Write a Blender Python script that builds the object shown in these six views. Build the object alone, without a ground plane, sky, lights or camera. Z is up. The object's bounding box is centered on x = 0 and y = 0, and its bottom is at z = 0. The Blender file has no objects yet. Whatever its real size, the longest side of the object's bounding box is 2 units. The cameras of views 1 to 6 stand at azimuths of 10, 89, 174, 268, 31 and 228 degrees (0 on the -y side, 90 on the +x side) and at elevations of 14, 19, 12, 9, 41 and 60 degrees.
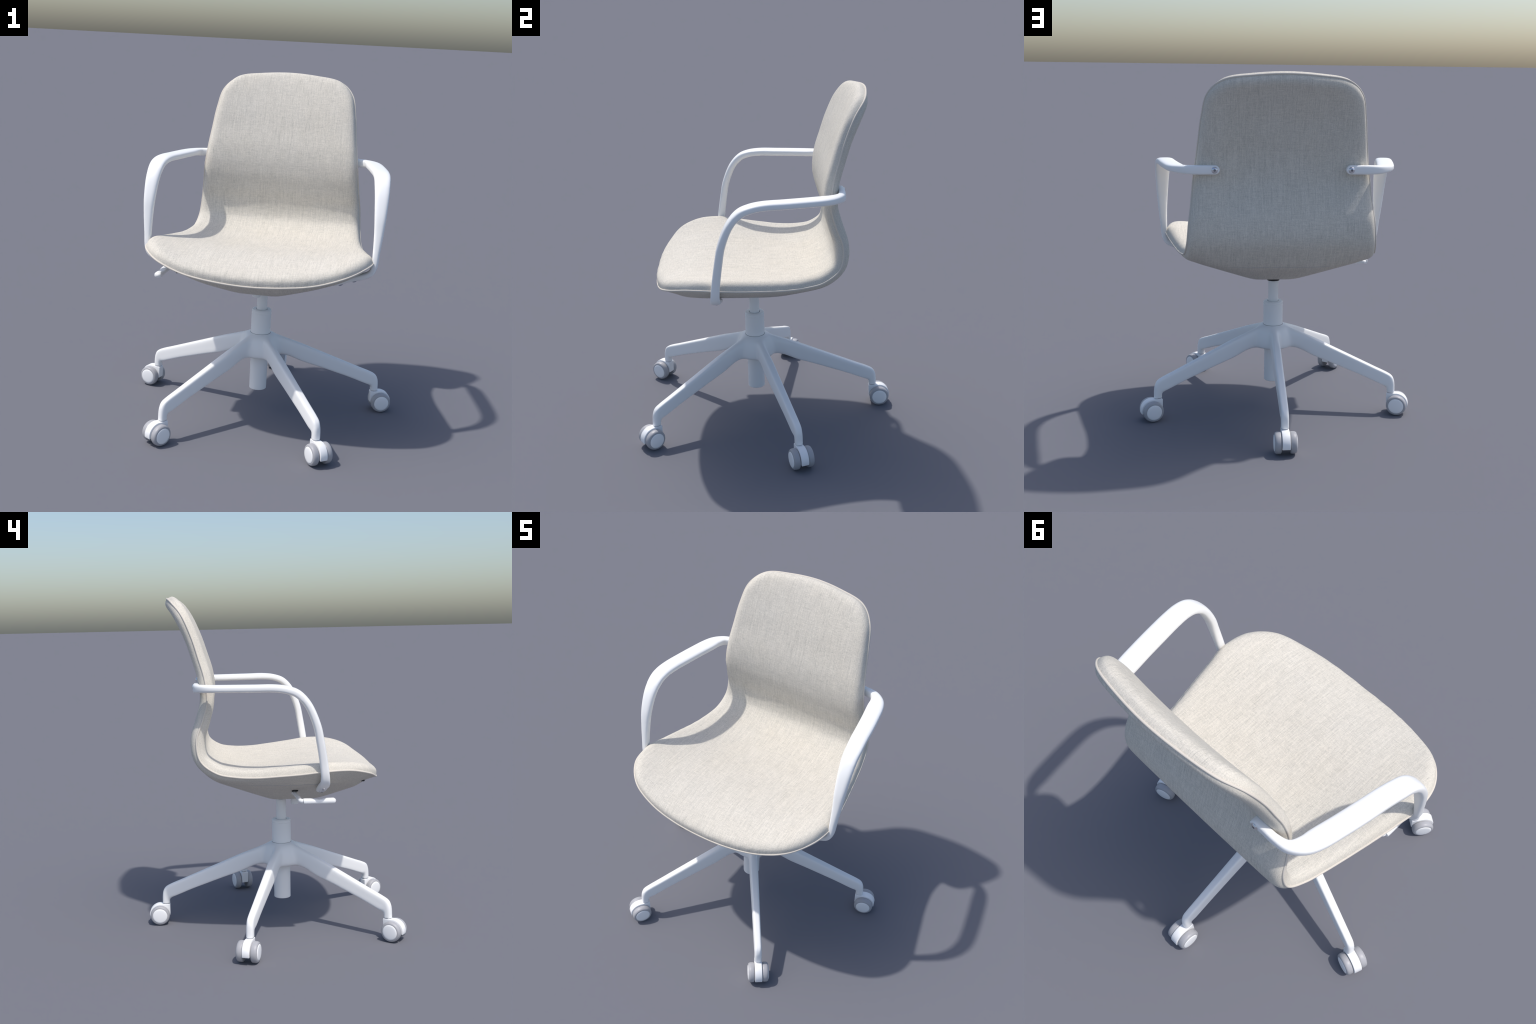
"""Upholstered swivel office chair: padded one-piece shell, loop armrests, five-star caster base."""
import bpy, bmesh, math
import numpy as np
from mathutils import Vector, Matrix

COL = bpy.context.scene.collection
AXIS = (0.0, -0.068)          # x, y of the swivel column


# ------------------------------------------------------------------ helpers
def new_object(name, verts, faces, material=None, parent=None, smooth=True, sharp=None):
    me = bpy.data.meshes.new(name)
    me.from_pydata([tuple(map(float, v)) for v in verts], [], [tuple(map(int, f)) for f in faces])
    me.update()
    ob = bpy.data.objects.new(name, me)
    COL.objects.link(ob)
    if material:
        me.materials.append(material)
    if parent:
        ob.parent = parent
    if smooth:
        me.polygons.foreach_set("use_smooth", [True] * len(me.polygons))
        if sharp:
            me.set_sharp_from_angle(angle=math.radians(sharp))
    return ob


def recalc(ob):
    bm = bmesh.new()
    bm.from_mesh(ob.data)
    bmesh.ops.recalc_face_normals(bm, faces=bm.faces)
    bm.to_mesh(ob.data)
    bm.free()


def catmull(points, per=12):
    """Catmull-Rom through rows of an array (any number of columns)."""
    p = np.asarray(points, float)
    q = np.vstack([2 * p[0] - p[1], p, 2 * p[-1] - p[-2]])
    t = np.linspace(0, 1, per, endpoint=False)[:, None]
    out = []
    for i in range(1, len(q) - 2):
        a, b, c, d = q[i - 1:i + 3]
        out.append(.5 * (2 * b + (c - a) * t + (2 * a - 5 * b + 4 * c - d) * t ** 2 + (3 * b - a - 3 * c + d) * t ** 3))
    out.append(p[-1:])
    return np.vstack(out)


def resample(curve, n, s=None):
    d = np.concatenate([[0], np.cumsum(np.linalg.norm(np.diff(curve, axis=0), axis=1))])
    t = (np.linspace(0, 1, n) if s is None else s) * d[-1]
    return np.stack([np.interp(t, d, curve[:, k]) for k in range(curve.shape[1])], 1)


def smoothstep(a, b, x):
    t = np.clip((x - a) / (b - a), 0, 1)
    return t * t * (3 - 2 * t)


def lathe(name, profile, segments, material, parent, origin=(0, 0, 0), axis='z', sharp=35):
    """Turned part: profile of (radius, height) pairs, closed on the axis where radius is 0."""
    verts, faces = [], []
    n = len(profile)
    for k in range(segments):
        a = 2 * math.pi * k / segments
        for r, h in profile:
            v = (r * math.cos(a), r * math.sin(a), h)
            if axis == 'y':
                v = (v[0], v[2], v[1])
            elif axis == 'x':
                v = (v[2], v[0], v[1])
            verts.append((v[0] + origin[0], v[1] + origin[1], v[2] + origin[2]))
    for k in range(segments):
        m = (k + 1) % segments
        for i in range(n - 1):
            faces.append((k * n + i, m * n + i, m * n + i + 1, k * n + i + 1))
    ob = new_object(name, verts, faces, material, parent, True, None)
    bm = bmesh.new()
    bm.from_mesh(ob.data)
    bmesh.ops.remove_doubles(bm, verts=bm.verts, dist=1e-6)
    bmesh.ops.recalc_face_normals(bm, faces=bm.faces)
    bm.to_mesh(ob.data)
    bm.free()
    ob.data.polygons.foreach_set("use_smooth", [True] * len(ob.data.polygons))
    ob.data.set_sharp_from_angle(angle=math.radians(sharp))
    return ob


def tube(points, radius, sides=10, closed=False):
    p = np.asarray(points, float)
    n = len(p)
    if closed:
        tan = np.roll(p, -1, 0) - np.roll(p, 1, 0)
    else:
        tan = np.gradient(p, axis=0)
    tan /= np.linalg.norm(tan, axis=1)[:, None]
    ref = np.cross(tan[0], [0.3, 0.2, 0.9])
    verts, faces = [], []
    for i in range(n):
        ref = ref - tan[i] * (ref @ tan[i])
        ref /= np.linalg.norm(ref)
        oth = np.cross(tan[i], ref)
        for k in range(sides):
            a = 2 * math.pi * k / sides
            verts.append(p[i] + radius * (math.cos(a) * ref + math.sin(a) * oth))
    for i in range(n if closed else n - 1):
        j = (i + 1) % n
        for k in range(sides):
            m = (k + 1) % sides
            faces.append((i * sides + k, i * sides + m, j * sides + m, j * sides + k))
    if not closed:
        faces.append(tuple(range(sides))[::-1])
        faces.append(tuple((n - 1) * sides + k for k in range(sides)))
    return verts, faces


# ---------------------------------------------------------------- materials
def principled(name, color, rough=.5, metal=0.0, spec=.5):
    m = bpy.data.materials.new(name)
    m.use_nodes = True
    b = m.node_tree.nodes["Principled BSDF"]
    b.inputs["Base Color"].default_value = (*color, 1)
    b.inputs["Roughness"].default_value = rough
    b.inputs["Metallic"].default_value = metal
    b.inputs["Specular IOR Level"].default_value = spec
    return m


def fabric_material(name, light, dark, warm):
    """Woven melange cloth: long warp streaks down the shell, short weft slubs across, fine grain."""
    m = principled(name, light, .92, spec=.12)
    nt = m.node_tree
    bsdf = nt.nodes["Principled BSDF"]
    tc = nt.nodes.new("ShaderNodeTexCoord")

    def noise(scale, detail, rough=.6):
        mp = nt.nodes.new("ShaderNodeMapping")
        mp.inputs["Scale"].default_value = scale
        nt.links.new(tc.outputs["Object"], mp.inputs["Vector"])
        nz = nt.nodes.new("ShaderNodeTexNoise")
        nz.inputs["Scale"].default_value = 1
        nz.inputs["Detail"].default_value = detail
        nz.inputs["Roughness"].default_value = rough
        nt.links.new(mp.outputs["Vector"], nz.inputs["Vector"])
        return nz.outputs["Fac"]

    def math_node(op, a, b):
        n = nt.nodes.new("ShaderNodeMath")
        n.operation = op
        for k, v in enumerate((a, b)):
            if isinstance(v, (int, float)):
                n.inputs[k].default_value = v
            else:
                nt.links.new(v, n.inputs[k])
        return n.outputs[0]

    def stretch(fac, k, mid=.5):
        return math_node('MULTIPLY', math_node('SUBTRACT', fac, mid), k)

    warp = noise((210, 9, 9), 2.0)
    warp_fine = noise((480, 60, 60), 1.5)
    weft = noise((22, 270, 270), 2.0)
    grain = noise((250, 250, 250), 2.0)
    blotch = noise((7, 4, 4), 2.0)
    slub = noise((150, 14, 14), 1.0)
    # warp threads run down the shell; on the side faces they only show as grain
    geo = nt.nodes.new("ShaderNodeNewGeometry")
    sep = nt.nodes.new("ShaderNodeSeparateXYZ")
    nt.links.new(geo.outputs["True Normal"], sep.inputs[0])
    facing = math_node('SUBTRACT', 1, math_node('POWER', math_node('ABSOLUTE', sep.outputs[0], 0), 1.5))
    s = math_node('ADD', stretch(warp, .82), stretch(warp_fine, .70))
    dark_thread = math_node('MULTIPLY', math_node('MAXIMUM', math_node('SUBTRACT', slub, .64), 0), -1.8)
    s = math_node('MULTIPLY', math_node('ADD', s, dark_thread), facing)
    s = math_node('ADD', s, stretch(weft, .74))
    s = math_node('ADD', s, stretch(grain, .95))
    fac = math_node('ADD', math_node('MULTIPLY', s, .78), .62)
    ramp = nt.nodes.new("ShaderNodeValToRGB")
    ramp.color_ramp.elements[0].color = (*dark, 1)
    ramp.color_ramp.elements[0].position = .12
    ramp.color_ramp.elements[1].color = (*light, 1)
    ramp.color_ramp.elements[1].position = .85
    nt.links.new(fac, ramp.inputs[0])
    mix = nt.nodes.new("ShaderNodeMix")
    mix.data_type = 'RGBA'
    mix.blend_type = 'MULTIPLY'
    mix.inputs[7].default_value = (*warm, 1)
    nt.links.new(ramp.outputs[0], mix.inputs[6])
    nt.links.new(math_node('MULTIPLY', blotch, .9), mix.inputs[0])
    nt.links.new(mix.outputs[2], bsdf.inputs["Base Color"])
    bump = nt.nodes.new("ShaderNodeBump")
    bump.inputs["Strength"].default_value = .25
    bump.inputs["Distance"].default_value = .004
    nt.links.new(s, bump.inputs["Height"])
    nt.links.new(bump.outputs[0], bsdf.inputs["Normal"])
    return m


def paint_material(name, color, rough):
    m = principled(name, color, rough, spec=.4)
    nt = m.node_tree
    tc = nt.nodes.new("ShaderNodeTexCoord")
    nz = nt.nodes.new("ShaderNodeTexNoise")
    nz.inputs["Scale"].default_value = 900
    nt.links.new(tc.outputs["Object"], nz.inputs["Vector"])
    bump = nt.nodes.new("ShaderNodeBump")
    bump.inputs["Strength"].default_value = .03
    bump.inputs["Distance"].default_value = .001
    nt.links.new(nz.outputs["Fac"], bump.inputs["Height"])
    nt.links.new(bump.outputs[0], nt.nodes["Principled BSDF"].inputs["Normal"])
    return m


FABRIC = fabric_material("woven_fabric", (.752, .708, .630), (.43, .415, .375), (.985, .97, .94))
PIPING = principled("piping_cord", (.66, .61, .54), .85, spec=.15)
WHITE = paint_material("white_paint", (.90, .90, .89), .36)
WHITE_PLASTIC = paint_material("white_plastic", (.90, .90, .90), .40)
GREY_RUBBER = principled("grey_rubber", (.41, .41, .43), .42, spec=.4)
STEEL = principled("screw_steel", (.72, .72, .75), .30, 1.0)
SOCKET = principled("screw_socket", (.30, .30, .32), .4, 1.0)
BLACK = principled("black_plastic", (.015, .015, .015), .5)
DARK_GREY = principled("dark_grey_plastic", (.09, .09, .09), .5)
ZIP = principled("zipper_tape", (.42, .42, .43), .7)

# --------------------------------------------------------------------- root
root = bpy.data.objects.new("office_chair", None)
COL.objects.link(root)
root["label"] = "beige upholstered swivel office chair with white armrests and casters"
root["category"] = "office chair"

# -------------------------------------------------------------------- shell
# Seam (piping) of the right half, from the middle of the top edge round to the middle of the front.
SEAM = [(0, .588, 1.990), (.168, .576, 1.981), (.317, .548, 1.958), (.402, .490, 1.886), (.432, .438, 1.768),
        (.448, .401, 1.648), (.463, .369, 1.533), (.478, .360, 1.416), (.489, .389, 1.306), (.502, .424, 1.200),
        (.513, .406, 1.086), (.528, .318, 1.017), (.547, .212, .996), (.570, .095, .993), (.595, -.023, 1.002),
        (.620, -.152, 1.014), (.640, -.284, 1.030), (.612, -.421, 1.029), (.513, -.536, .995), (.360, -.593, .953),
        (.186, -.621, .932), (0, -.627, .923)]
_full = np.array(SEAM)
_mir = _full * [-1, 1, 1]
_loop = np.vstack([_mir[2:0:-1], _full, _mir[-2:-4:-1]])
_half = catmull(_loop, 24)[2 * 24:-2 * 24]          # dense right half
_half[0, 0] = _half[-1, 0] = 0


def corner_index(target):
    return int(np.linalg.norm(_half - np.array(target), axis=1).argmin())


I_TOP = corner_index((.372, .520, 1.925))
I_FRONT = corner_index((.585, -.478, 1.016))
NU, NV = 121, 241
uu = np.linspace(-1, 1, NU)
uu = np.sign(uu) * (1 - (1 - np.abs(uu)) ** 1.35)   # denser towards the edge
ss = np.linspace(0, 1, NV)
vv = np.where(ss < .5, .5 * (2 * ss) ** 1.25, 1 - .5 * (2 * (1 - ss)) ** 1.25)
side = resample(_half[I_TOP:I_FRONT + 1], NV, vv)
half_u = uu[NU // 2:]


def edge_curve(seg):
    r = resample(seg, len(half_u), half_u)
    left = r[:0:-1] * [-1, 1, 1]
    return np.vstack([left, r])


top = edge_curve(_half[:I_TOP + 1])
front = edge_curve(_half[I_FRONT:][::-1])
arc = np.concatenate([[0], np.cumsum(np.linalg.norm(np.diff(side, axis=0), axis=1))])
TOT = arc[-1]
sfrac = arc / TOT

base = np.zeros((NV, NU, 3))
base[:, :, 0] = side[:, None, 0] * uu[None]
base[:, :, 1] = side[:, None, 1]
base[:, :, 2] = side[:, None, 2]
dT = top - base[0]
dF = front - base[-1]
fT = np.clip(1 - arc / .55, 0, 1) ** 2.2
fF = np.clip(1 - (TOT - arc) / .60, 0, 1) ** 2.0
base += fT[:, None, None] * dT[None] + fF[:, None, None] * dF[None]


def grid_normals(g):
    n = np.cross(np.gradient(g, axis=1), np.gradient(g, axis=0))
    l = np.linalg.norm(n, axis=2, keepdims=True)
    n = n / np.maximum(l, 1e-12)
    # degenerate corners: take the inner neighbour
    for i, j, a, b in ((0, 0, 2, 2), (0, -1, 2, -3), (-1, 0, -3, 2), (-1, -1, -3, -3)):
        n[i, j] = n[a, b]
    return n


# the sitting surface dishes between the edges: lumbar and seat middle sink along the sheet normal
SAG = np.interp(sfrac, [0, .10, .20, .30, .36, .42, .48, .53, .58, .63, .70, .76, .84, .90, 1],
                [0, .008, .014, .020, .013, .003, .008, .012, .014, .023, .032, .032, .013, .001, 0])
nrm = grid_normals(base)
if nrm[60, NU // 2] @ np.array([0, -1, .2]) < 0:
    nrm = -nrm
base -= nrm * (SAG[:, None] * np.clip(1 - np.abs(uu) ** 2.4, 0, 1)[None])[..., None]
nrm = grid_normals(base)
if nrm[60, NU // 2] @ np.array([0, -1, .2]) < 0:
    nrm = -nrm

# distance of every grid point to the seam
loop = np.vstack([_half, (_half * [-1, 1, 1])[-2:0:-1]])
lp = loop[::2]
dist = np.empty((NV, NU))
for i in range(NV):
    d = np.linalg.norm(base[i][:, None, :] - lp[None], axis=2).min(axis=1)
    dist[i] = d
dist[0] = dist[-1] = 0
dist[:, 0] = dist[:, -1] = 0
dist = np.maximum(dist - .002, 0)


def pad(d, radius, p=2.7):
    t = np.clip(d / radius, 0, 1)
    return np.clip(1 - (1 - t) ** p, 0, 1) ** (1 / p)


# thickness tables along the shell: (arc fraction, front pad, rear pad)
sfrac = arc / TOT
thick_front = np.interp(sfrac, [0, .08, .30, .42, .50, .60, .80, 1], [.050, .046, .046, .050, .050, .050, .054, .053])
thick_rear = np.interp(sfrac, [0, .12, .30, .42, .52, .60, .80, 1], [.040, .036, .034, .034, .036, .036, .038, .034])
FRONT_C = np.interp(sfrac, [0, .2, .4, .5, .6, .8, 1], [0, 0, 0, 0, 0, 0, 0])   # extra crown at the middle

mid = (1 - uu ** 2)[None, :]
hF = thick_front[:, None] * (.86 * pad(dist, .060) + .14 * pad(dist, .22)) + FRONT_C[:, None] * mid
front_g = base + nrm * hF[..., None]
hollow = np.interp(sfrac, [0, .05, .12, .20, .30, .40, .46, .50], [.0, .009, .023, .031, .031, .016, .002, 0])
inset = side[:, None, 0] * (1 - np.abs(uu))[None]
edge_r = np.interp(sfrac, [0, .55, .68, 1], [.055, .055, .095, .105])[:, None]
edge_p = np.interp(sfrac, [0, .55, .68, 1], [2.2, 2.2, 1.7, 1.6])[:, None]
hR = thick_rear[:, None] * pad(dist, edge_r, edge_p) - hollow[:, None] * smoothstep(0, 1, (inset - np.interp(sfrac, [0, .16, .26], [.04, .05, .08])[:, None]) / .18)
rear_g = base - nrm * hR[..., None]


# belly: padded cover of the tilt mechanism under the seat
def belly(x, y):
    lat = np.maximum(np.abs(x) - .115, 0) * (.385 + .02 * smoothstep(.0, -.30, y))
    rear = np.maximum(y + .015, 0) * .40
    fr = np.maximum(-.275 - y, 0) * .38
    p = 2.2
    return .782 + (lat ** p + rear ** p + fr ** p + 1e-9) ** (1 / p)


bz = belly(rear_g[..., 0], rear_g[..., 1])
drop = rear_g[..., 2] - bz
k = .022
soft = np.where(drop > k, drop, np.where(drop < -k, 0, (drop + k) ** 2 / (4 * k)))
seat_side = smoothstep(.62, .97, nrm[..., 2]) * smoothstep(.49, .56, sfrac)[:, None]
fade = smoothstep(0, .12, dist)
rear_g[..., 2] -= soft * seat_side * fade


def smooth_grid(g, it):
    for _ in range(it):
        h = g.copy()
        h[1:-1, 1:-1] = .5 * g[1:-1, 1:-1] + .125 * (g[2:, 1:-1] + g[:-2, 1:-1] + g[1:-1, 2:] + g[1:-1, :-2])
        g = h
    return g


rear_g = smooth_grid(rear_g, 14)
front_g = smooth_grid(front_g, 4)


def vertex_normals(g, outward):
    n = grid_normals(g)
    if (n * outward).sum() < 0:
        n = -n
    return n


def shell_part(name, g, rows, outward, flip):
    n = vertex_normals(g, outward)
    a, b = rows
    verts = g[a:b + 1].reshape(-1, 3)
    vn = n[a:b + 1].reshape(-1, 3)
    faces = []
    for i in range(b - a):
        for j in range(NU - 1):
            q = (i * NU + j, i * NU + j + 1, (i + 1) * NU + j + 1, (i + 1) * NU + j)
            faces.append(q[::-1] if flip else q)
    ob = new_object(name, verts, faces, FABRIC, root, True)
    ob.data.normals_split_custom_set_from_vertices([tuple(map(float, x)) for x in vn])
    return ob


I_BEND = int(np.argmin(np.abs(sfrac - .485)))
test = np.cross(base[60, 61] - base[60, 60], base[61, 60] - base[60, 60])
flip_front = (test @ nrm[60, 60]) < 0
shell_part("backrest_cushion", front_g, (0, I_BEND), nrm, flip_front)
shell_part("seat_cushion", front_g, (I_BEND, NV - 1), nrm, flip_front)
shell_part("backrest_cover", rear_g, (0, I_BEND), -nrm, not flip_front)
shell_part("seat_underside_cover", rear_g, (I_BEND, NV - 1), -nrm, not flip_front)

# piping cord round the whole seam
cord = resample(np.vstack([loop, loop[:1]]), 701)[:-1]
v, f = tube(cord, .0054, 10, closed=True)
new_object("piping", v, f, PIPING, root)


def lerp_rear(x, y):
    """Point of the underside below (x, y) on the seat half."""
    half = rear_g[I_BEND + 12:]
    d = (half[..., 0] - x) ** 2 + (half[..., 1] - y) ** 2
    return half.reshape(-1, 3)[d.argmin()]


# zipper line: level contour of the underside, open at the front
seat_half = rear_g[I_BEND - 20:]


def on_underside(x, y):
    flat = seat_half.reshape(-1, 3)
    d = (flat[:, 0] - x) ** 2 + (flat[:, 1] - y) ** 2
    w = np.argsort(d)[:6]
    ww = 1 / (d[w] + 1e-6)
    return np.array([x, y, (flat[w, 2] * ww).sum() / ww.sum()])


zip_path = []
for ang in np.radians(np.linspace(-48, 228, 110)):
    for r in np.arange(.22, .62, .004):
        x, y = r * math.cos(ang), -.06 + r * math.sin(ang)
        if on_underside(x, y)[2] > .938:
            break
    zip_path.append((x, y))
zp = np.array([on_underside(*p) for p in zip_path])
for _ in range(6):
    zp[1:-1] = .5 * zp[1:-1] + .25 * (zp[2:] + zp[:-2])
v, f = tube(zp, .0017, 6)
zipper = new_object("zipper", v, f, ZIP, root)
pull = lathe("zipper_pull", [(0, -.006), (.007, -.005), (.008, 0), (.007, .005), (0, .006)], 16, BLACK, zipper)
pull.location = zp[-1] + np.array([0, 0, -.002])
pull.scale = (.8, 1.5, .8)

# ----------------------------------------------------------------- armrests
# x, y, z of the centre line | x, y, z of the width direction | width, thickness
ARM = [
    (.363, .418, 1.487, 0, 1, 0, .038, .050),
    (.400, .418, 1.487, 0, 1, 0, .038, .050),
    (.460, .419, 1.487, .05, 1, 0, .038, .050),
    (.519, .405, 1.487, .35, .93, 0, .050, .047),
    (.557, .360, 1.488, .80, .60, 0, .078, .043),
    (0.5760, .300, 1.488, .97, .25, 0, .095, .042),
    (0.5970, .200, 1.488, 1, .18, 0, .096, .042),
    (0.6150, .100, 1.488, 1, .16, 0, .096, .042),
    (0.6310, .000, 1.488, 1, .14, 0, .094, .042),
    (0.6430, -.075, 1.478, 1, .12, 0, .092, .042),
    (0.6490, -.134, 1.452, 1, .10, 0, .088, .043),
    (.6545, -.187, 1.389, 1, .06, 0, .080, .043),
    (.6570, -.228, 1.287, 1, .02, 0, .067, .044),
    (.6565, -.247, 1.190, 1, 0, 0, .053, .045),
    (.6520, -.263, 1.085, 1, 0, 0, .040, .046),
    (.6475, -.271, 1.015, 1, 0, -.08, .036, .048),
    (.6320, -.273, .975, .8, 0, -.6, .035, .052),
    (.598, -.273, .954, .42, 0, -.9, .034, .056),
    (.530, -.271, .931, .35, 0, -.94, .030, .058),
    (.448, -.268, .900, .35, 0, -.94, .026, .056),
]


def arm_mesh():
    path = catmull(ARM, 10)
    pos, wd, size = path[:, :3], path[:, 3:6], path[:, 6:8]
    tan = np.gradient(pos, axis=0)
    tan /= np.linalg.norm(tan, axis=1)[:, None]
    wd = wd - tan * (wd * tan).sum(1)[:, None]
    wd /= np.linalg.norm(wd, axis=1)[:, None]
    th = np.cross(tan, wd)
    sides = 40
    verts, faces = [], []

    def ring(c, w, t, a, b, p):
        out = []
        for k in range(sides):
            q = 2 * math.pi * k / sides
            cx, sx = math.cos(q), math.sin(q)
            ex = math.copysign(abs(cx) ** (2 / p), cx)
            ey = math.copysign(abs(sx) ** (2 / p), sx)
            out.append(c + w * (ex * a / 2) + t * (ey * b / 2))
        return out

    rings = []
    # rounded ends: the tip shrinks in thickness like a half circle
    def cap(i, sign):
        caps = []
        r = size[i, 1] / 2
        for a in np.linspace(math.radians(86), 0, 9)[:-1]:
            c = pos[i] + sign * tan[i] * r * math.sin(a)
            caps.append(ring(c, wd[i], th[i], size[i, 0], size[i, 1] * math.cos(a), 3.4))
        return caps

    rings += cap(0, -1)
    for i in range(len(pos)):
        aspect = size[i, 0] / size[i, 1]
        p = 3.4 if i < 25 or i > 170 else (3.2 if i < 105 else 2.8)
        rings.append(ring(pos[i], wd[i], th[i], size[i, 0], size[i, 1], p))
    rings += cap(len(pos) - 1, 1)[::-1]
    for r in rings:
        verts += r
    n = len(rings)
    for i in range(n - 1):
        for k in range(sides):
            m = (k + 1) % sides
            faces.append((i * sides + k, i * sides + m, (i + 1) * sides + m, (i + 1) * sides + k))
    faces.append(tuple(range(sides))[::-1])
    faces.append(tuple((n - 1) * sides + k for k in range(sides)))
    return verts, faces


def dome_screw(name, radius, parent):
    """Low domed screw head on +z, with a socket recess."""
    prof = [(0, -.004), (radius * .34, -.004), (radius * .36, .42 * radius), (radius * .55, .40 * radius),
            (radius * .8, .25 * radius), (radius, 0), (radius, -.012), (0, -.012)]
    prof = [(0, .1 * radius), (radius * .34, .1 * radius), (radius * .37, .45 * radius)] + prof[3:]
    ob = lathe(name, prof, 28, STEEL, parent)
    ob.data.materials.append(SOCKET)
    for poly in ob.data.polygons:
        c = poly.center
        if math.hypot(c.x, c.y) < radius * .365 and c.z > 0:
            poly.material_index = 1
    return ob


arm_verts, arm_faces = arm_mesh()
for s in (1, -1):
    vs = [(p[0] * s, p[1], p[2]) for p in arm_verts]
    arm = new_object("armrest", vs, arm_faces, WHITE, root)
    recalc(arm)
    arm.data.polygons.foreach_set("use_smooth", [True] * len(arm.data.polygons))
    sc = dome_screw("screw", .0175, arm)
    sc.location = (.365 * s, .4365, 1.487)
    sc.rotation_euler = (-math.pi / 2, 0, 0)
    for x, z in ((.545, .9210), (.470, .8940)):
        sc = dome_screw("screw", .0165, arm)
        sc.location = (x * s, -.271, z)
        sc.rotation_euler = (0, math.radians(180 - 20 * s), 0)

# -------------------------------------------------------- column and piston
ax, ay = AXIS
o = (ax, ay, 0)
lathe("gas_piston", [(0, .60), (.0305, .60), (.0305, .775), (0, .775)], 48, WHITE, root, o)
lathe("column_sleeve", [(0, .40), (.0585, .40), (.0585, .622), (.057, .6235), (.057, .6265), (.0585, .628), (.0585, .637),
                        (.054, .643), (.047, .644), (.034, .643), (.033, .630), (0, .630)], 64, WHITE, root, o)
lathe("column_tube", [(0, .146), (.048, .146), (.051, .149), (.052, .45), (0, .45)], 56, WHITE, root, o)
lathe("piston_bushing", [(.030, .80), (.037, .80), (.037, .770), (.030, .770)], 40, BLACK, root, o)
lathe("tension_knob", [(0, .79), (.024, .79), (.024, .742), (.021, .738), (0, .738)], 32, WHITE_PLASTIC, root,
      (-.022, -.152, 0))

# ---------------------------------------------------------------- star base
LEG_TOP = [(.03, .503), (.075, .496), (.16, .465), (.30, .408), (.40, .367), (.52, .318), (.62, .277), (.690, .249),
           (.726, .229), (.742, .203), (.747, .170), (.748, .128)]
LEG_BOTTOM = [(.03, .362), (.10, .362), (.165, .354), (.26, .320), (.37, .284), (.47, .249), (.56, .217), (.64, .185),
              (.678, .170), (.696, .158), (.702, .146), (.702, .128)]


nr = 56


def leg_rings():
    t = catmull(LEG_TOP, 7)
    b = catmull(LEG_BOTTOM, 7)
    out = []
    for i in range(len(t)):
        r = .5 * (t[i, 0] + b[i, 0])
        w = np.interp(r, [0, .15, .45, .70, .75], [.060, .056, .049, .044, .043])
        up = t[i] - b[i]
        h = np.linalg.norm(up)
        up = up / h
        c = .5 * (t[i] + b[i])
        round_end = smoothstep(.69, .722, r)
        ring = []
        for k in range(nr):
            q = 2 * math.pi * (k + .5) / nr
            cx, sx = math.cos(q), math.sin(q)
            p = (7.0 if sx < 0 else 5.0) * (1 - round_end) + 2.6 * round_end
            ex = math.copysign(abs(cx) ** (2 / p), cx)
            ey = math.copysign(abs(sx) ** (2 / p), sx)
            # the top face is a little narrower than the underside
            wt = w * (1 - .10 * max(ey, -.2) * (1 - round_end))
            ring.append((c[0] + up[0] * ey * h / 2, ex * wt / 2, c[1] + up[1] * ey * h / 2))
        out.append(ring)
    return out


LEG_ANGLES = [math.pi / 2 + 2 * math.pi * k / 5 for k in range(5)]
rings = leg_rings()
bverts, bfaces = [], []
for ang in LEG_ANGLES:
    off = len(bverts)
    ca, sa = math.cos(ang), math.sin(ang)
    for ring in rings:
        for x, y, z in ring:
            bverts.append((ax + x * ca - y * sa, ay + x * sa + y * ca, z))
    for i in range(len(rings) - 1):
        for k in range(nr):
            m = (k + 1) % nr
            bfaces.append((off + i * nr + k, off + i * nr + m, off + (i + 1) * nr + m, off + (i + 1) * nr + k))
    bfaces.append(tuple(off + k for k in range(nr))[::-1])
    bfaces.append(tuple(off + (len(rings) - 1) * nr + k for k in range(nr)))
# hub: waisted drum joining the legs
hub_prof = [(0, .360), (.114, .360), (.122, .38), (.116, .43), (.099, .477), (.080, .500), (0, .500)]
off = len(bverts)
H = 60
for k in range(H):
    a = 2 * math.pi * k / H
    for r, h in hub_prof[1:-1]:
        bverts.append((ax + r * math.cos(a), ay + r * math.sin(a), h))
hn = len(hub_prof) - 2
bverts += [(ax, ay, .362), (ax, ay, .500)]
for k in range(H):
    m = (k + 1) % H
    for i in range(hn - 1):
        bfaces.append((off + k * hn + i, off + m * hn + i, off + m * hn + i + 1, off + k * hn + i + 1))
    bfaces.append((off + k * hn, off + H * hn, off + m * hn))
    bfaces.append((off + k * hn + hn - 1, off + m * hn + hn - 1, off + H * hn + 1))
star = new_object("star_base", bverts, bfaces, WHITE, root)
recalc(star)
from mathutils.bvhtree import BVHTree
clean_legs = BVHTree.FromPolygons([Vector(v) for v in bverts], bfaces)
mod = star.modifiers.new("remesh", 'REMESH')
mod.mode = 'VOXEL'
mod.voxel_size = .0036
mod.use_smooth_shade = True
dg = bpy.context.evaluated_depsgraph_get()
me = bpy.data.meshes.new_from_object(star.evaluated_get(dg))
star.modifiers.clear()
star.data = me


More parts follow.
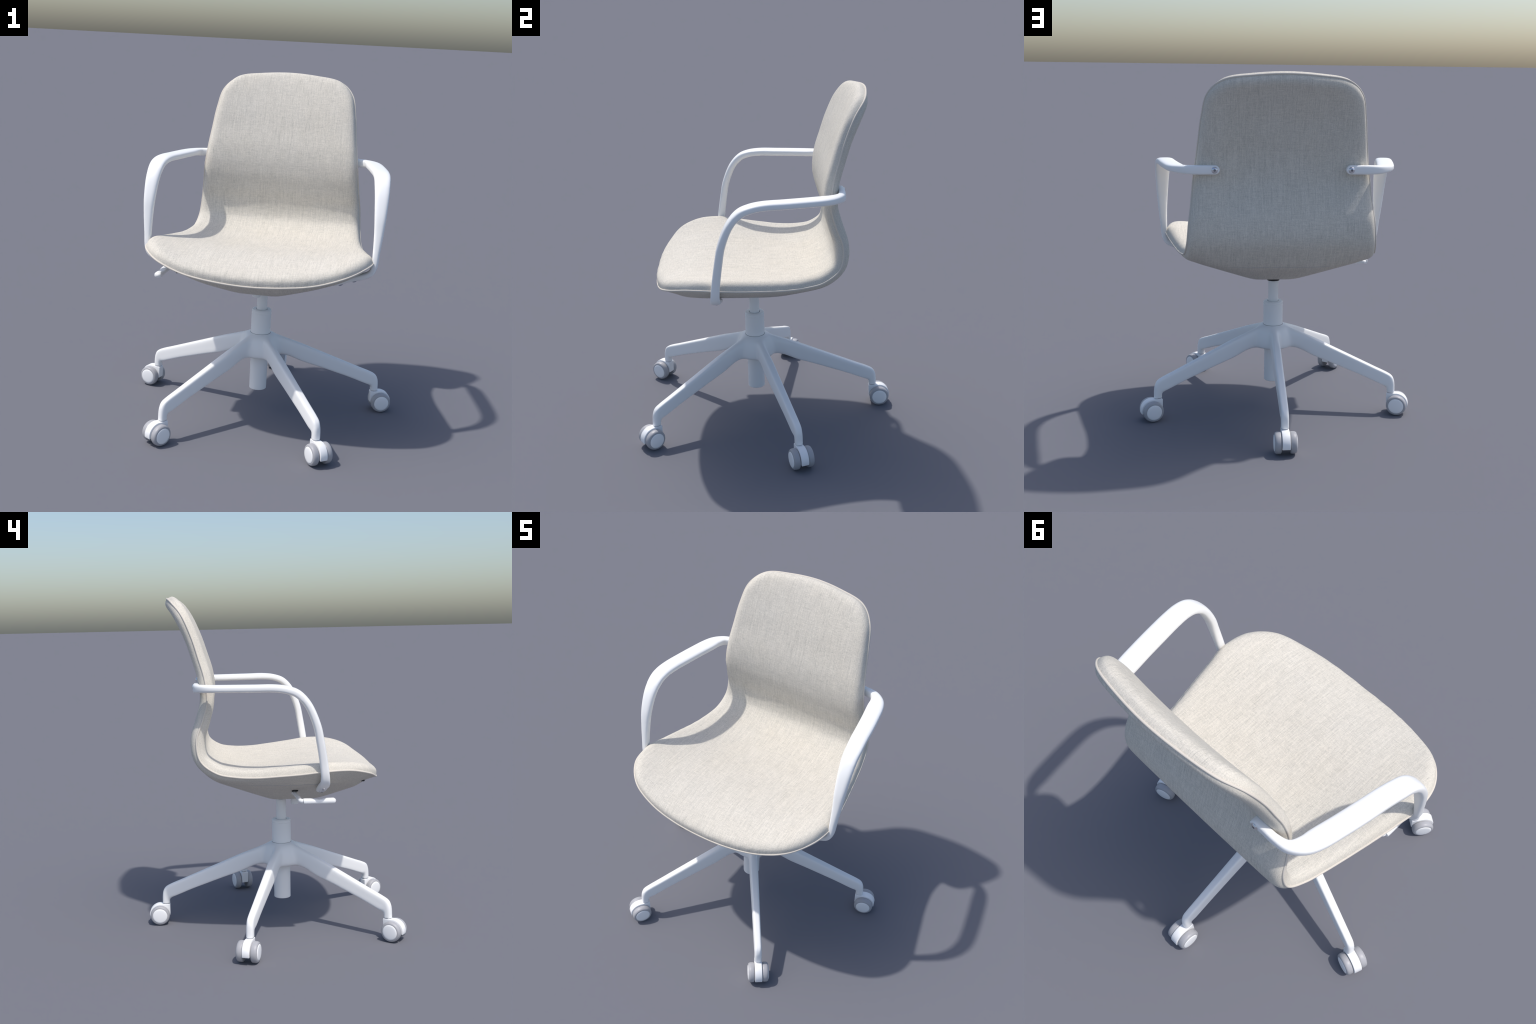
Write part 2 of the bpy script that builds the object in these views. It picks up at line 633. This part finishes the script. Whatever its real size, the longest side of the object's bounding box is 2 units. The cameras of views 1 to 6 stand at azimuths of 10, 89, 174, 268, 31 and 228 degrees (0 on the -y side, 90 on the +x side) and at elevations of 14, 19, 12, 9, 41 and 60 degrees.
def laplacian(mesh, weight, steps):
    n = len(mesh.vertices)
    co = np.empty(n * 3)
    mesh.vertices.foreach_get("co", co)
    co = co.reshape(-1, 3)
    ed = np.empty(len(mesh.edges) * 2, int)
    mesh.edges.foreach_get("vertices", ed)
    ed = ed.reshape(-1, 2)
    deg = np.bincount(ed.ravel(), minlength=n)[:, None]
    w = weight(co)[:, None]
    for _ in range(steps):
        acc = np.zeros_like(co)
        for kk in range(3):
            acc[:, kk] = np.bincount(ed[:, 0], co[ed[:, 1], kk], n) + np.bincount(ed[:, 1], co[ed[:, 0], kk], n)
        co = co + w * .5 * (acc / deg - co)
    mesh.vertices.foreach_set("co", co.ravel())
    mesh.update()


def hub_weight(co):
    r = np.hypot(co[:, 0] - ax, co[:, 1] - ay)
    return 1 - smoothstep(.12, .30, r)


laplacian(star.data, hub_weight, 110)
# outside the hub the legs keep their crisp modelled section
for vert in star.data.vertices:
    r = math.hypot(vert.co.x - ax, vert.co.y - ay)
    w = float(smoothstep(.17, .31, r))
    if w > 0:
        hit = clean_legs.find_nearest(vert.co)[0]
        vert.co = vert.co.lerp(hit, w)
star.data.update()
star.data.materials.clear()
star.data.materials.append(WHITE)
star.data.polygons.foreach_set("use_smooth", [True] * len(star.data.polygons))

# thin dark ring where the sleeve enters the hub
near = [v.co.z for v in star.data.vertices if .058 < math.hypot(v.co.x - ax, v.co.y - ay) < .064 and v.co.z > .42]
zt = float(np.mean(near))
lathe("sleeve_dark_ring", [(.0580, zt - .02), (.0600, zt - .02), (.0600, zt + .0010), (.0580, zt + .0010)], 64, DARK_GREY, root, o)

# ------------------------------------------------------------------ casters
WHEEL_R, WHEEL_Z, TRAIL = .0595, .0595, .764
tyre_prof = [(0, -.018), (.050, -.018), (.0545, -.0165), (.0585, -.013), (.0595, -.008), (.0595, .004), (.0580, .011),
             (.0545, .0165), (.0500, .0188), (.0455, .0192), (.0448, .0180), (0, .0180)]
cap_prof = [(.0450, .0170), (.0446, .0196), (.0425, .0212), (.035, .0226), (.020, .0238), (0, .0242)]
proto_tyre = lathe("tyre", tyre_prof, 64, GREY_RUBBER, None, sharp=40)
proto_cap = lathe("wheel_cap", cap_prof, 56, WHITE_PLASTIC, None, sharp=50)
hub_disc = lathe("wheel_hub", [(0, -.0195), (.030, -.0195), (.030, -.0170), (0, -.0170)], 32, DARK_GREY, None)


def hood_mesh():
    """Band between the wheels: arc over the wheel, flat neck under the leg socket. Local x = outward, origin = axle."""
    R = .0655
    pts = []
    for a in np.linspace(math.radians(-14), math.radians(88), 22):
        pts.append((R * math.cos(a), R * math.sin(a)))
    pts += [(-.022, .0640), (-.0585, .0640), (-.0620, .0600), (-.0615, -.002), (-.0585, -.010), (-.052, -.010),
            (-.030, .004), (-.018, .006), (.018, .006), (.034, -.006), (.050, -.014)]
    w = .0215
    n = len(pts)
    vs = [(p[0], -w, p[1]) for p in pts] + [(p[0], w, p[1]) for p in pts]
    fs = [tuple(range(n)), tuple(range(2 * n - 1, n - 1, -1))]
    for i in range(n):
        j = (i + 1) % n
        fs.append((i, i + n, j + n, j))
    return vs, fs


hv, hf = hood_mesh()
proto_hood = new_object("caster_hood", hv, hf, WHITE_PLASTIC, None, True)
recalc(proto_hood)
bm = bmesh.new()
bm.from_mesh(proto_hood.data)
edges = [e for e in bm.edges if len(e.link_faces) == 2 and e.calc_face_angle() > .9]
bmesh.ops.bevel(bm, geom=edges, offset=.0025, segments=3, profile=.5, affect='EDGES')
bm.to_mesh(proto_hood.data)
bm.free()
proto_hood.data.polygons.foreach_set("use_smooth", [True] * len(proto_hood.data.polygons))
proto_hood.data.set_sharp_from_angle(angle=math.radians(30))
proto_neck = lathe("caster_stem", [(0, .0), (.0175, .0), (.0175, .030), (0, .030)], 32, STEEL, None)
proto_axle = lathe("axle", [(0, -.034), (.012, -.034), (.012, .034), (0, .034)], 24, DARK_GREY, None, axis='y')

first = {}


def instance(proto, parent, matrix):
    ob = bpy.data.objects.new(proto.name.split('.')[0], proto.data)
    COL.objects.link(ob)
    ob.parent = parent
    ob.matrix_local = matrix
    return ob


for ang in LEG_ANGLES:
    caster = instance(proto_hood, root, Matrix.Translation((ax + TRAIL * math.cos(ang), ay + TRAIL * math.sin(ang), WHEEL_Z))
                      @ Matrix.Rotation(ang, 4, 'Z'))
    for s in (1, -1):
        m = Matrix.Translation((0, s * .0405, 0)) @ Matrix.Rotation(-s * math.pi / 2, 4, 'X')
        instance(proto_tyre, caster, m)
        instance(proto_cap, caster, m)
        instance(hub_disc, caster, m)
    instance(proto_axle, caster, Matrix.Identity(4))
    instance(proto_neck, caster, Matrix.Translation((-.040, 0, .055)))
for p in (proto_tyre, proto_cap, hub_disc, proto_hood, proto_neck, proto_axle):
    bpy.data.objects.remove(p)

# -------------------------------------------------------------- height lever
rod = catmull([(-.30, -.120, .862), (-.37, -.126, .866), (-.46, -.134, .864), (-.545, -.140, .860), (-.562, -.145, .858),
               (-.568, -.158, .857)], 8)
v, f = tube(rod, .0125, 16)
lever = new_object("height_lever", v, f, WHITE_PLASTIC, root)
recalc(lever)
# handle: rounded bar with a thumb hollow
stations = np.linspace(0, 1, 40)
hverts, hfaces = [], []
for t in stations:
    y = -.157 - .182 * t
    end = math.sqrt(max(1 - max((t - .90) / .10, 0) ** 2, .0004)) if t > .90 else (1 if t > .01 else .92)
    hollow = .006 * math.exp(-((t - .48) / .16) ** 2)
    for q in range(24):
        a = 2 * math.pi * q / 24
        ex = math.copysign(abs(math.cos(a)) ** .7, math.cos(a))
        ey = math.copysign(abs(math.sin(a)) ** .7, math.sin(a))
        z = .0155 * ey * end
        if ey > 0:
            z -= hollow * ey * end
        hverts.append((-.568 + (.0225 - .3 * hollow) * ex * end, y, .857 + z))
for i in range(len(stations) - 1):
    for q in range(24):
        m = (q + 1) % 24
        hfaces.append((i * 24 + q, i * 24 + m, (i + 1) * 24 + m, (i + 1) * 24 + q))
hfaces.append(tuple(range(24)))
hfaces.append(tuple((len(stations) - 1) * 24 + q for q in range(24)))
handle = new_object("lever_handle", hverts, hfaces, WHITE_PLASTIC, lever, True, 50)
recalc(handle)
hole = on_underside(-.375, -.126)
eyelet = lathe("lever_grommet", [(.0125, -.006), (.018, -.006), (.019, .0), (.018, .004), (.0125, .004)], 28, BLACK, root)
eyelet.location = hole
eyelet.rotation_euler = (0, math.radians(18), 0)
